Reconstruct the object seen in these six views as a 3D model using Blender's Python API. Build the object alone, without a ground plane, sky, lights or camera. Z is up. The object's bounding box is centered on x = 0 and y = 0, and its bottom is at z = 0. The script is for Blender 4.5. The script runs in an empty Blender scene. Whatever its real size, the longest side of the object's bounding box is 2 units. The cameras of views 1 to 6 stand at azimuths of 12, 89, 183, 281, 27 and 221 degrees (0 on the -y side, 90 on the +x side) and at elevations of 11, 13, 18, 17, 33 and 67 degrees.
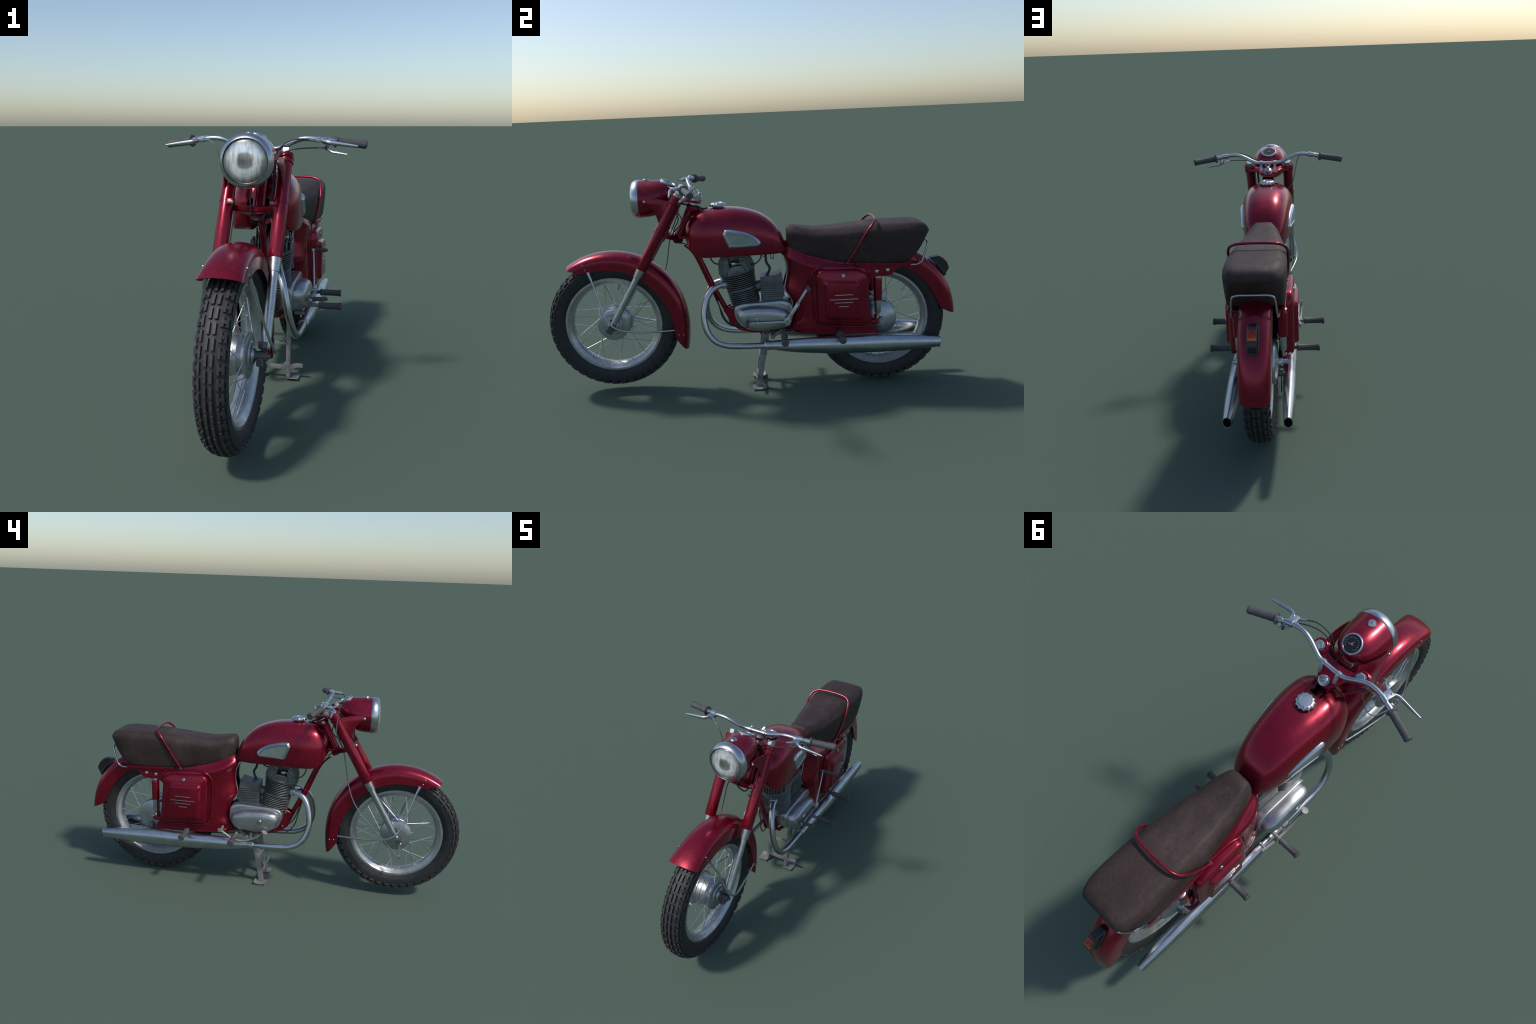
import bpy, bmesh, math, random
from math import sin, cos, pi, radians, sqrt, atan2
from mathutils import Vector, Matrix

random.seed(7)
V = Vector

# ------------------------------------------------------------------ materials
def new_mat(name):
    m = bpy.data.materials.new(name)
    m.use_nodes = True
    nt = m.node_tree
    b = nt.nodes["Principled BSDF"]
    return m, nt, b

def node(nt, typ, **kw):
    n = nt.nodes.new(typ)
    for k, v in kw.items():
        setattr(n, k, v)
    return n

def noise(nt, scale, detail=4, rough=.55, vec=None):
    n = node(nt, "ShaderNodeTexNoise")
    n.inputs["Scale"].default_value = scale
    n.inputs["Detail"].default_value = detail
    n.inputs["Roughness"].default_value = rough
    if vec is not None:
        nt.links.new(vec, n.inputs["Vector"])
    return n.outputs["Fac"]

def ramp(nt, fac, stops):
    r = node(nt, "ShaderNodeValToRGB")
    el = r.color_ramp.elements
    while len(el) < len(stops):
        el.new(.5)
    for e, (p, c) in zip(el, stops):
        e.position = p
        e.color = (c, c, c, 1) if isinstance(c, (int, float)) else (*c, 1)
    nt.links.new(fac, r.inputs["Fac"])
    return r.outputs["Color"]

def mix(nt, fac, a, b, blend='MIX'):
    m = node(nt, "ShaderNodeMix", data_type='RGBA', blend_type=blend)
    def put(sock, v):
        if isinstance(v, (int, float)):
            sock.default_value = v
        elif isinstance(v, tuple):
            sock.default_value = (*v, 1)
        else:
            nt.links.new(v, sock)
    put(m.inputs["Factor"], fac)
    put(m.inputs["A"], a)
    put(m.inputs["B"], b)
    return m.outputs["Result"]

def bump(nt, b, height, strength=.2, dist=.002):
    n = node(nt, "ShaderNodeBump")
    n.inputs["Strength"].default_value = strength
    n.inputs["Distance"].default_value = dist
    nt.links.new(height, n.inputs["Height"])
    nt.links.new(n.outputs["Normal"], b.inputs["Normal"])

def obj_coord(nt):
    return node(nt, "ShaderNodeTexCoord").outputs["Object"]

def paint_material():
    m, nt, b = new_mat("red_enamel_paint")
    oc = obj_coord(nt)
    base = ramp(nt, noise(nt, 9, 3, .5, oc),
                [(.3, (.205, .0032, .0195)), (.7, (.260, .0045, .0255))])
    # rusty dirt haze
    haze = ramp(nt, noise(nt, 14, 6, .7, oc), [(.55, 0.0), (.78, .5)])
    col = mix(nt, haze, base, (.155, .010, .014))
    # small pale paint chips gathered in patches
    patch = ramp(nt, noise(nt, 16, 2, .5, oc), [(.50, 0.0), (.62, 1.0)])
    chip = ramp(nt, noise(nt, 130, 3, .6, oc), [(.60, 0.0), (.65, 1.0)])
    mul = node(nt, "ShaderNodeMath", operation='MULTIPLY')
    nt.links.new(patch, mul.inputs[0]); nt.links.new(chip, mul.inputs[1])
    half = node(nt, "ShaderNodeMath", operation='MULTIPLY')
    nt.links.new(mul.outputs[0], half.inputs[0]); half.inputs[1].default_value = .55
    col = mix(nt, half.outputs[0], col, (.40, .05, .05))
    nt.links.new(col, b.inputs["Base Color"])
    b.inputs["Metallic"].default_value = .6
    rg = ramp(nt, noise(nt, 22, 5, .65, oc), [(.35, .22), (.75, .36)])
    nt.links.new(rg, b.inputs["Roughness"])
    b.inputs["Coat Weight"].default_value = .25
    b.inputs["Coat Roughness"].default_value = .15
    return m

def metal_material(name, c0, c1, r0, r1, scale=18, metallic=1.0, spots=True, dark=.5):
    m, nt, b = new_mat(name)
    oc = obj_coord(nt)
    f = noise(nt, scale, 6, .65, oc)
    col = ramp(nt, f, [(.3, c0), (.7, c1)])
    if spots:
        s = ramp(nt, noise(nt, scale * 3.2, 4, .7, oc), [(.56, 0.0), (.72, .6)])
        col = mix(nt, s, col, tuple(x * dark for x in c0))
    nt.links.new(col, b.inputs["Base Color"])
    b.inputs["Metallic"].default_value = metallic
    nt.links.new(ramp(nt, noise(nt, scale * 1.7, 5, .6, oc), [(.3, r0), (.75, r1)]), b.inputs["Roughness"])
    return m

def rubber_material(name, c0, c1, rough, scale=30, bumpy=.0):
    m, nt, b = new_mat(name)
    oc = obj_coord(nt)
    col = ramp(nt, noise(nt, scale, 5, .6, oc), [(.3, c0), (.72, c1)])
    nt.links.new(col, b.inputs["Base Color"])
    b.inputs["Roughness"].default_value = rough
    if bumpy:
        bump(nt, b, noise(nt, 300, 3, .6, oc), bumpy, .001)
    return m

def leather_material():
    m, nt, b = new_mat("worn_brown_leather")
    oc = obj_coord(nt)
    mp = node(nt, "ShaderNodeMapping")
    mp.inputs["Scale"].default_value = (1.5, 1.0, 1.0)
    nt.links.new(oc, mp.inputs["Vector"])
    big = noise(nt, 7, 6, .65, mp.outputs["Vector"])
    col = ramp(nt, big, [(.3, (.030, .0175, .0155)), (.52, (.043, .027, .0240)), (.75, (.066, .046, .041))])
    fine = ramp(nt, noise(nt, 90, 4, .7, oc), [(.35, .75), (.7, 1.15)])
    col = mix(nt, 1.0, col, fine, 'MULTIPLY')
    nt.links.new(col, b.inputs["Base Color"])
    nt.links.new(ramp(nt, noise(nt, 25, 4, .6, oc), [(.3, .5), (.7, .72)]), b.inputs["Roughness"])
    b.inputs["Specular IOR Level"].default_value = .3
    w = noise(nt, 26, 8, .7, mp.outputs["Vector"])
    bump(nt, b, w, .38, .004)
    return m

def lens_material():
    # opaque lens; reflector's bright lobes and grey bulb patch painted into base colour
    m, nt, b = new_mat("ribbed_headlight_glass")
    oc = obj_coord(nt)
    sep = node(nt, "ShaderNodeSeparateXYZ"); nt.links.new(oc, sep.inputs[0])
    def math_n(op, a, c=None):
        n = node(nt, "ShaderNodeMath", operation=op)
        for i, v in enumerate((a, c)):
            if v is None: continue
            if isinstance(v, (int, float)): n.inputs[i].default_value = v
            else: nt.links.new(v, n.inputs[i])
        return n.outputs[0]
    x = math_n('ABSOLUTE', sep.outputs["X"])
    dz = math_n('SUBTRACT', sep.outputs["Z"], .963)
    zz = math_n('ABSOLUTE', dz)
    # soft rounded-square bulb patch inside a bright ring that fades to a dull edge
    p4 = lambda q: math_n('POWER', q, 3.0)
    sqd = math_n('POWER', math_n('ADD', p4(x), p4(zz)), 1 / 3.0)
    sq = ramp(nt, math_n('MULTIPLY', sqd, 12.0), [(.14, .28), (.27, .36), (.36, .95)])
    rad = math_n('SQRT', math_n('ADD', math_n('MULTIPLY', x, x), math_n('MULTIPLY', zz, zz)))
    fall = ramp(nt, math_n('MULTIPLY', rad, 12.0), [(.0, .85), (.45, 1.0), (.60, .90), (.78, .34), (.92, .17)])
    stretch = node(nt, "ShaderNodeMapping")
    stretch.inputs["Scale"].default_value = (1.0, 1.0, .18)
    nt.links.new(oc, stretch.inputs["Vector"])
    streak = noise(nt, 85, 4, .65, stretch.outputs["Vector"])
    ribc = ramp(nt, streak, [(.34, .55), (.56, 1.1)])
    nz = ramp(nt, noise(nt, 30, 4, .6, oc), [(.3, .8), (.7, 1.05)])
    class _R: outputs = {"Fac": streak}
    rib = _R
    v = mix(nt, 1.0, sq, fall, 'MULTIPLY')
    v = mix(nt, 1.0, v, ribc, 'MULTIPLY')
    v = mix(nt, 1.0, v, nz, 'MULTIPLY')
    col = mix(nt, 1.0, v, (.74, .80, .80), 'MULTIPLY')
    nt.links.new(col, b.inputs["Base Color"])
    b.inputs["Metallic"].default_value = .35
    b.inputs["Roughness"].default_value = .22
    b.inputs["Coat Weight"].default_value = .6
    bump(nt, b, rib.outputs["Fac"], .12, .002)
    return m

def plain(name, c, rough=.5, metallic=0.0):
    m, nt, b = new_mat(name)
    oc = obj_coord(nt)
    f = noise(nt, 40, 4, .6, oc)
    nt.links.new(ramp(nt, f, [(.3, tuple(x * .85 for x in c)), (.7, tuple(min(1, x * 1.12) for x in c))]), b.inputs["Base Color"])
    b.inputs["Roughness"].default_value = rough
    b.inputs["Metallic"].default_value = metallic
    return m

def tail_lens_material():
    m, nt, b = new_mat("amber_red_lens_plastic")
    oc = obj_coord(nt)
    sep = node(nt, "ShaderNodeSeparateXYZ"); nt.links.new(oc, sep.inputs[0])
    mr = node(nt, "ShaderNodeMapRange")
    mr.inputs["From Min"].default_value = .578; mr.inputs["From Max"].default_value = .612
    nt.links.new(sep.outputs["Z"], mr.inputs["Value"])
    col = ramp(nt, mr.outputs[0], [(.0, (.62, .15, .012)), (.28, (.62, .11, .01)), (.36, (.28, .02, .012)), (1.0, (.17, .012, .012))])
    spot = ramp(nt, noise(nt, 120, 2, .5, oc), [(.58, 0.0), (.68, .5)])
    col = mix(nt, spot, col, (.6, .16, .015))
    nt.links.new(col, b.inputs["Base Color"])
    b.inputs["Roughness"].default_value = .25
    return m

RED = paint_material()
CHROME = metal_material("pitted_chrome", (.42, .45, .48), (.54, .57, .60), .24, .40, 7, 1.0, True, .8)
STEEL = metal_material("stained_steel", (.42, .44, .46), (.58, .60, .61), .25, .45, 26, 1.0)
RIM = metal_material("weathered_rim_metal", (.40, .42, .42), (.54, .55, .55), .34, .52, 24, .85)
ALU = metal_material("cast_aluminium", (.38, .40, .41), (.47, .49, .50), .30, .46, 14, .9, True, .75)
FIN = metal_material("cast_fin_metal", (.13, .14, .14), (.21, .22, .22), .42, .6, 24, .7)
DARKMETAL = metal_material("oily_dark_metal", (.085, .088, .095), (.14, .145, .15), .4, .6, 30, .6)
STANDMETAL = metal_material("bare_stand_metal", (.22, .215, .21), (.33, .32, .31), .5, .7, 35, .5)
SPOKE = metal_material("spoke_steel", (.50, .53, .57), (.64, .66, .68), .25, .4, 30, 1.0, False)
EMBLEM = metal_material("dull_emblem_plate", (.26, .31, .28), (.34, .39, .36), .4, .6, 34, .6)
TYRE = rubber_material("tyre_rubber", (.012, .012, .013), (.026, .026, .027), .62, 40, .15)
TREAD = rubber_material("worn_tread_rubber", (.024, .024, .025), (.046, .045, .045), .6, 60, .2)
GRIP = rubber_material("grip_rubber", (.050, .050, .053), (.080, .079, .082), .6, 60, .15)
CABLE = plain("cable_sheath", (.03, .031, .034), .5)
CABLEG = plain("grey_cable_sheath", (.20, .21, .22), .45, .4)
BLACK = plain("black_plastic", (.018, .019, .021), .4)
GAP = plain("near_black_matte", (.012, .012, .012), .8)  # near-black matte colour shared by the air box, the box under the engine and the muffler bore
DIAL = plain("dial_face", (.012, .014, .018), .25)
MARK = plain("dial_marking", (.16, .18, .20), .5)
LEATHER = leather_material()
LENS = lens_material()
TAILLENS = tail_lens_material()

# ------------------------------------------------------------------ helpers
def make(name, verts, faces, mat, parent=None, smooth=40, recalc=True):
    me = bpy.data.meshes.new(name)
    me.from_pydata([tuple(v) for v in verts], [], faces)
    if recalc:
        bm = bmesh.new(); bm.from_mesh(me)
        bmesh.ops.remove_doubles(bm, verts=bm.verts, dist=1e-5)
        bmesh.ops.recalc_face_normals(bm, faces=bm.faces)
        bm.to_mesh(me); bm.free()
    if smooth:
        me.shade_smooth()
        me.set_sharp_from_angle(angle=radians(smooth))
    me.materials.append(mat)
    ob = bpy.data.objects.new(name, me)
    bpy.context.scene.collection.objects.link(ob)
    if parent is not None:
        ob.parent = parent
    return ob

def empty(name, parent=None, loc=(0, 0, 0)):
    e = bpy.data.objects.new(name, None)
    bpy.context.scene.collection.objects.link(e)
    e.empty_display_size = .05
    if parent is not None:
        e.parent = parent
    return e

def join_geo(parts):
    vs, fs = [], []
    for v, f in parts:
        o = len(vs)
        vs += list(v)
        fs += [tuple(i + o for i in q) for q in f]
    return vs, fs

def rings_geo(rings, closed=True, cap0=True, cap1=True):
    n = len(rings[0])
    vs = [p for r in rings for p in r]
    fs = []
    m = n if closed else n - 1
    for i in range(len(rings) - 1):
        for j in range(m):
            a, b = i * n + j, i * n + (j + 1) % n
            fs.append((a, b, b + n, a + n))
    if cap0: fs.append(tuple(range(n - 1, -1, -1)))
    if cap1: fs.append(tuple((len(rings) - 1) * n + j for j in range(n)))
    return vs, fs

def catmull(pts, per=8):
    pts = [V(p) for p in pts]
    if len(pts) < 3:
        return pts
    P = [pts[0] * 2 - pts[1]] + pts + [pts[-1] * 2 - pts[-2]]
    out = []
    for i in range(1, len(P) - 2):
        p0, p1, p2, p3 = P[i - 1:i + 3]
        def tj(t, a, b): return t + max(1e-6, (b - a).length) ** .5
        t0 = 0; t1 = tj(t0, p0, p1); t2 = tj(t1, p1, p2); t3 = tj(t2, p2, p3)
        for k in range(per):
            t = t1 + (t2 - t1) * k / per
            A1 = (t1 - t) / (t1 - t0) * p0 + (t - t0) / (t1 - t0) * p1
            A2 = (t2 - t) / (t2 - t1) * p1 + (t - t1) / (t2 - t1) * p2
            A3 = (t3 - t) / (t3 - t2) * p2 + (t - t2) / (t3 - t2) * p3
            B1 = (t2 - t) / (t2 - t0) * A1 + (t - t0) / (t2 - t0) * A2
            B2 = (t3 - t) / (t3 - t1) * A2 + (t - t1) / (t3 - t1) * A3
            out.append((t2 - t) / (t2 - t1) * B1 + (t - t1) / (t2 - t1) * B2)
    out.append(pts[-1])
    return out

def tube_geo(pts, r, seg=12, per=8, smooth=True, flat=1.0):
    path = catmull(pts, per) if smooth else [V(p) for p in pts]
    n = len(path)
    rad = (lambda t: r) if isinstance(r, (int, float)) else r
    d = (path[1] - path[0]).normalized()
    up = V((0, 0, 1)) if abs(d.z) < .9 else V((1, 0, 0))
    u = d.cross(up).normalized()
    rings = []
    for i, p in enumerate(path):
        d = (path[min(i + 1, n - 1)] - path[max(i - 1, 0)]).normalized()
        u = (u - d * u.dot(d)).normalized()
        w = d.cross(u)
        rr = rad(i / (n - 1))
        rings.append([p + (u * cos(2 * pi * k / seg) + w * sin(2 * pi * k / seg) * flat) * rr for k in range(seg)])
    return rings_geo(rings)

def tube(name, pts, r, mat, parent=None, seg=12, per=8, smooth=True, flat=1.0):
    return make(name, *tube_geo(pts, r, seg, per, smooth, flat), mat, parent)

def frame_of(axis):
    d = V(axis).normalized()
    up = V((0, 0, 1)) if abs(d.z) < .9 else V((0, 1, 0))
    u = d.cross(up).normalized()
    return d, u, d.cross(u)

def rev_geo(profile, c, axis, seg=32, caps=True, phase=0.0):
    """profile: (height along axis, radius)"""
    d, u, w = frame_of(axis)
    c = V(c)
    rings = [[c + d * h + (u * cos(2 * pi * k / seg + phase) + w * sin(2 * pi * k / seg + phase)) * max(r, 1e-4)
              for k in range(seg)] for h, r in profile]
    return rings_geo(rings, True, caps, caps)

def rev(name, profile, c, axis, mat, parent=None, seg=32, smooth=35, caps=True):
    return make(name, *rev_geo(profile, c, axis, seg, caps), mat, parent, smooth)

def cyl_geo(p, q, r, seg=16, r2=None, ch=.0):
    p, q = V(p), V(q)
    L = (q - p).length
    r2 = r if r2 is None else r2
    if ch:
        prof = [(0, r - ch), (ch, r), (L - ch, r2), (L, r2 - ch)]
    else:
        prof = [(0, r), (L, r2)]
    return rev_geo(prof, p, q - p, seg)

def round_poly(pts, n=5):
    """pts: (a, b, radius) corners -> rounded outline, n+1 points per corner"""
    out = []
    N = len(pts)
    for i in range(N):
        p = V(pts[i][:2]); a = V(pts[i - 1][:2]); b = V(pts[(i + 1) % N][:2])
        r = pts[i][2] if len(pts[i]) > 2 else 0.0
        da, db = (a - p).normalized(), (b - p).normalized()
        r = min(r, (a - p).length * .49, (b - p).length * .49)
        s, e = p + da * r, p + db * r
        for k in range(n + 1):
            t = k / n
            out.append((1 - t) ** 2 * s + 2 * t * (1 - t) * p + t * t * e)
    return out

def inset2(pts, d):
    """shift a closed outline inwards by d"""
    n = len(pts)
    area = sum(pts[i - 1].x * pts[i].y - pts[i].x * pts[i - 1].y for i in range(n))
    sg = 1 if area > 0 else -1
    out = []
    for i in range(n):
        t = (pts[(i + 1) % n] - pts[i - 1])
        if t.length < 1e-7: t = V((1, 0))
        t.normalize()
        out.append(pts[i] + V((-t.y, t.x)) * d * sg)
    return out

def slab_geo(outline, levels, xf=None):
    """outline: 2D (y,z) points; levels: list of (x, inset); stacked into a closed solid along x"""
    rings = []
    for x, ins in levels:
        o = inset2(outline, ins) if ins else outline
        rings.append([V(((x + (xf(p.x, p.y) if xf else 0)), p.x, p.y)) for p in o])
    return rings_geo(rings)

def mirror(geo, s):
    v, f = geo
    return ([V((p[0] * s, p[1], p[2])) for p in v], f)

def box_geo(c, size, rot=None, bev=0.0):
    bm = bmesh.new()
    bmesh.ops.create_cube(bm, size=1.0)
    for v in bm.verts:
        v.co = V((v.co.x * size[0], v.co.y * size[1], v.co.z * size[2]))
    if bev:
        bmesh.ops.bevel(bm, geom=list(bm.edges), offset=bev, segments=2, affect='EDGES', profile=.6)
    M = rot.to_3x3() if rot is not None else Matrix.Identity(3)
    vs = [M @ v.co + V(c) for v in bm.verts]
    bm.verts.index_update()
    fs = [tuple(v.index for v in f.verts) for f in bm.faces]
    bm.free()
    return vs, fs

def beam_geo(p, q, wx, wd, bev=0.0, side=(1, 0, 0)):
    """rectangular bar from p to q; wx = width along 'side', wd = depth"""
    p, q = V(p), V(q)
    d = (q - p).normalized()
    sx = V(side); sx = (sx - d * sx.dot(d)).normalized()
    sy = d.cross(sx)
    M = Matrix((sx, sy, d)).transposed()
    return box_geo((p + q) / 2, (wx, wd, (q - p).length), M, bev)

def pchip(tab):
    xs = [t[0] for t in tab]
    cols = list(zip(*[t[1:] for t in tab]))
    n = len(xs)
    h = [xs[i + 1] - xs[i] for i in range(n - 1)]
    sl = []
    for ys in cols:
        de = [(ys[i + 1] - ys[i]) / h[i] for i in range(n - 1)]
        m = [de[0]] + [0] * (n - 2) + [de[-1]]
        for i in range(1, n - 1):
            if de[i - 1] * de[i] > 0:
                w1, w2 = 2 * h[i] + h[i - 1], h[i] + 2 * h[i - 1]
                m[i] = (w1 + w2) / (w1 / de[i - 1] + w2 / de[i])
        sl.append(m)
    def f(x):
        x = min(max(x, xs[0]), xs[-1])
        i = 0
        while i < n - 2 and x > xs[i + 1]: i += 1
        t = (x - xs[i]) / h[i]
        r = []
        for ys, m in zip(cols, sl):
            r.append((1 + 2 * t) * (1 - t) ** 2 * ys[i] + t * (1 - t) ** 2 * h[i] * m[i]
                     + t * t * (3 - 2 * t) * ys[i + 1] + t * t * (t - 1) * h[i] * m[i + 1])
        return r if len(r) > 1 else r[0]
    return f

def sstep(a, b, x):
    t = min(1, max(0, (x - a) / (b - a)))
    return t * t * (3 - 2 * t)

_bolt = {}
def bolt(loc, axis, r, parent, mat=None, name="bolt", h=None, seg=6, dome=False):
    """hex or domed bolt head; mesh data is shared between equals"""
    mat = mat or STEEL
    h = h or r * .8
    key = (round(r, 4), round(h, 4), seg, dome, mat.name)
    if key not in _bolt:
        if dome:
            prof = [(-.002, r), (0, r), (h * .5, r * .86), (h * .85, r * .5), (h, r * .05)]
        else:
            prof = [(-.002, r), (h * .8, r), (h, r * .82)]
        v, f = rev_geo(prof, (0, 0, 0), (0, 0, 1), seg)
        ob = make(name, v, f, mat, parent, 30)
        _bolt[key] = ob.data
    else:
        ob = bpy.data.objects.new(name, _bolt[key])
        bpy.context.scene.collection.objects.link(ob)
        ob.parent = parent
    q = V((0, 0, 1)).rotation_difference(V(axis).normalized())
    ob.rotation_mode = 'QUATERNION'
    ob.rotation_quaternion = q
    ob.location = V(loc)
    return ob

def instance(src, name, mtx, parent):
    ob = bpy.data.objects.new(name, src.data)
    bpy.context.scene.collection.objects.link(ob)
    ob.parent = parent
    ob.matrix_local = mtx
    return ob

# ------------------------------------------------------------------ root
BIKE = empty("motorcycle")
BIKE["label"] = "vintage red motorcycle with brown seat and chrome exhausts"
BIKE["category"] = "motorcycle"

FA = V((0, -.683, .352))     # axles
RA = V((0, .624, .324))
TR = .3115                   # tyre carcass radius

# ------------------------------------------------------------------ wheels
def build_wheel(ax, is_drive):
    W = empty("wheel", BIKE)
    # tyre carcass
    prof = pchip([(0, -.034, .234), (.08, -.040, .243), (.2, -.0475, .262), (.32, -.0485, .282), (.42, -.040, .2995),
                  (.47, -.022, .309), (.5, 0, TR), (.53, .022, .309), (.58, .040, .2995), (.68, .0485, .282),
                  (.8, .0475, .262), (.92, .040, .243), (1, .034, .234)])
    sec = [prof(i / 36) for i in range(37)] + [(.03, .226), (-.03, .226)]
    seg = 96
    rings = [[ax + V((x, cos(2 * pi * k / seg) * r, sin(2 * pi * k / seg) * r)) for x, r in sec] for k in range(seg)]
    rings.append(rings[0])
    make("tyre", *rings_geo(rings, True, False, False), TYRE, W, 50)
    # tread blocks
    def surf(x):
        a = abs(x)
        return pchip([(0, TR), (.012, .3108), (.022, .309), (.033, .3045), (.040, .2995), (.0455, .292), (.0485, .282)])(a)
    parts = []
    def block(x, w, a0, a1, h, lean):
        vs = []
        r = surf(x)
        nx = V((sin(lean), 0)); 
        n = 2
        for k in range(n + 1):
            a = a0 + (a1 - a0) * k / n
            er = V((0, cos(a), sin(a)))
            nrm = V((sin(lean), 0, 0)) + er * cos(lean)
            tan = V((cos(lean), 0, 0)) - er * sin(lean)
            c = ax + V((x, 0, 0)) + er * r
            for (tx, hh) in ((-w / 2, -.003), (w / 2, -.003), (w / 2 * .9, h), (-w / 2 * .9, h)):
                vs.append(c + tan * tx + nrm * hh)
        rr = [vs[i * 4:i * 4 + 4] for i in range(n + 1)]
        parts.append(rings_geo(rr))
    NB = 44
    st = 2 * pi / NB
    for i in range(NB):
        a = i * st
        for s in (-1, 1):
            block(s * .0090, .0095, a - st * .38, a + st * .38, .0078, 0)
            b = a + st * .5
            block(s * .0265, .0085, b - st * .36, b + st * .36, .0072, s * .30)
            block(s * .0385, .0080, b - st * .36, b + st * .36, .0066, s * .70)
            block(s * .0325, .009, b - st * .13, b + st * .13, .0060, s * .5)
            block(s * .0465, .0080, b - st * .32, b + st * .32, .0042, s * 1.1)
    t = make("tread", *join_geo(parts), TREAD, W, 30, recalc=True)
    t["kind"] = "stuff"
    # rim
    rp = [(-.033, .238), (-.036, .236), (-.036, .226), (-.030, .221), (-.026, .212), (-.014, .204), (0, .201),
          (.014, .204), (.026, .212), (.030, .221), (.036, .226), (.036, .236), (.033, .238), (.028, .230), (0, .222), (-.028, .230)]
    seg = 40
    rings = [[ax + V((x, cos(2 * pi * k / seg) * r, sin(2 * pi * k / seg) * r)) for x, r in rp] for k in range(seg)]
    rings.append(rings[0])
    make("rim", *rings_geo(rings, True, False, False), RIM, W, 40)
    # hub
    if not is_drive:
        hp = [(-.070, .012), (-.070, .022), (-.067, .066), (-.062, .077), (-.054, .080), (-.044, .081), (-.042, .073), (-.030, .071), (-.027, .068),
              (-.020, .068), (-.018, .070), (-.008, .070), (-.006, .067), (.004, .067), (.006, .069), (.016, .068), (.020, .064),
              (.030, .060), (.040, .063), (.042, .075), (.048, .075), (.050, .071), (.051, .048), (.056, .044), (.058, .030), (.064, .026), (.068, .016), (.070, .010)]
        rev("hub", hp, ax, (1, 0, 0), ALU, W, 48, 35)
    else:
        hp = [(-.072, .012), (-.070, .030), (-.066, .074), (-.060, .088), (-.052, .092), (-.046, .090), (-.044, .074), (-.02, .066),
              (.015, .062), (.03, .062), (.034, .076), (.040, .081), (.046, .080), (.052, .073), (.061, .056), (.068, .036), (.072, .022), (.073, .010)]
        rev("hub", hp, ax, (1, 0, 0), ALU, W, 48, 35)
    # spokes: one mesh, shared
    N = 36
    sp = None
    for i in range(N):
        side = 1 if i % 2 else -1
        lead = 1 if (i // 2) % 2 else -1
        a = 2 * pi * i / N
        hr = .078 if side > 0 else .078
        hx = .044 * side
        ah = a + lead * radians(34)
        p = V((hx, cos(ah) * hr, sin(ah) * hr))
        q = V((.006 * side, cos(a) * .206, sin(a) * .206))
        L = (q - p).length
        if sp is None:
            v, f = join_geo([cyl_geo((0, 0, 0), (0, 0, 1), .0015, 6), cyl_geo((0, 0, .94), (0, 0, 1.0), .0027, 6)])
            me_parent = W
            sp = make("spoke", v, f, SPOKE, W, 40)
            ob = sp
        else:
            ob = bpy.data.objects.new("spoke", sp.data)
            bpy.context.scene.collection.objects.link(ob)
            ob.parent = W
        ob.rotation_mode = 'QUATERNION'
        ob.rotation_quaternion = V((0, 0, 1)).rotation_difference((q - p).normalized())
        ob.location = ax + p
        ob.scale = (1, 1, L)
    # valve stem
    a = radians(80) if not is_drive else radians(48)
    er = V((0, cos(a), sin(a)))
    make("valve_stem", *join_geo([cyl_geo(ax + er * .205, ax + er * .188, .0035, 10), cyl_geo(ax + er * .188, ax + er * .168, .005, 10, .004)]), STEEL, W)
    return W

FW = build_wheel(FA, False)
RW = build_wheel(RA, True)
RW.scale = (1.012,) * 3
RW.location = RA * (1 - 1.012)

# axle ends, brake arm
make("axle", *join_geo([cyl_geo(FA + V((.060, 0, 0)), FA + V((.106, 0, 0)), .0165, 20, None, .0015),
                        cyl_geo(FA + V((.104, 0, 0)), FA + V((.114, 0, 0)), .0085, 6)]), DARKMETAL, FW, 30)
make("axle", *join_geo([cyl_geo(FA - V((.056, 0, 0)), FA - V((.104, 0, 0)), .012, 20, None, .0015),
                        cyl_geo(FA - V((.100, 0, 0)), FA - V((.112, 0, 0)), .0085, 6)]), STEEL, FW, 30)
BA0, BA1 = V((-.074, -.706, .312)), V((-.080, -.709, .243))
make("brake_arm", *join_geo([cyl_geo(V((-.055, -.706, .312)), V((-.090, -.706, .312)), .011, 16, .009, .001),
                             beam_geo(BA0, BA1, .004, .012),
                             cyl_geo(V((-.074, -.709, .243)), V((-.094, -.709, .243)), .008, 12)]), STEEL, FW, 30)
make("axle", *join_geo([cyl_geo(RA + V((.080, 0, 0)), RA + V((.100, 0, 0)), .019, 24, .017, .002),
                        cyl_geo(RA + V((.100, 0, 0)), RA + V((.108, 0, 0)), .013, 20, .012, .001),
                        cyl_geo(RA + V((.106, 0, 0)), RA + V((.117, 0, 0)), .009, 6)]), STEEL, RW, 30)
make("axle", *join_geo([cyl_geo(RA - V((.066, 0, 0)), RA - V((.086, 0, 0)), .019, 24, .017, .002),
                        cyl_geo(RA - V((.086, 0, 0)), RA - V((.112, 0, 0)), .0105, 6)]), STEEL, RW, 30)
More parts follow.
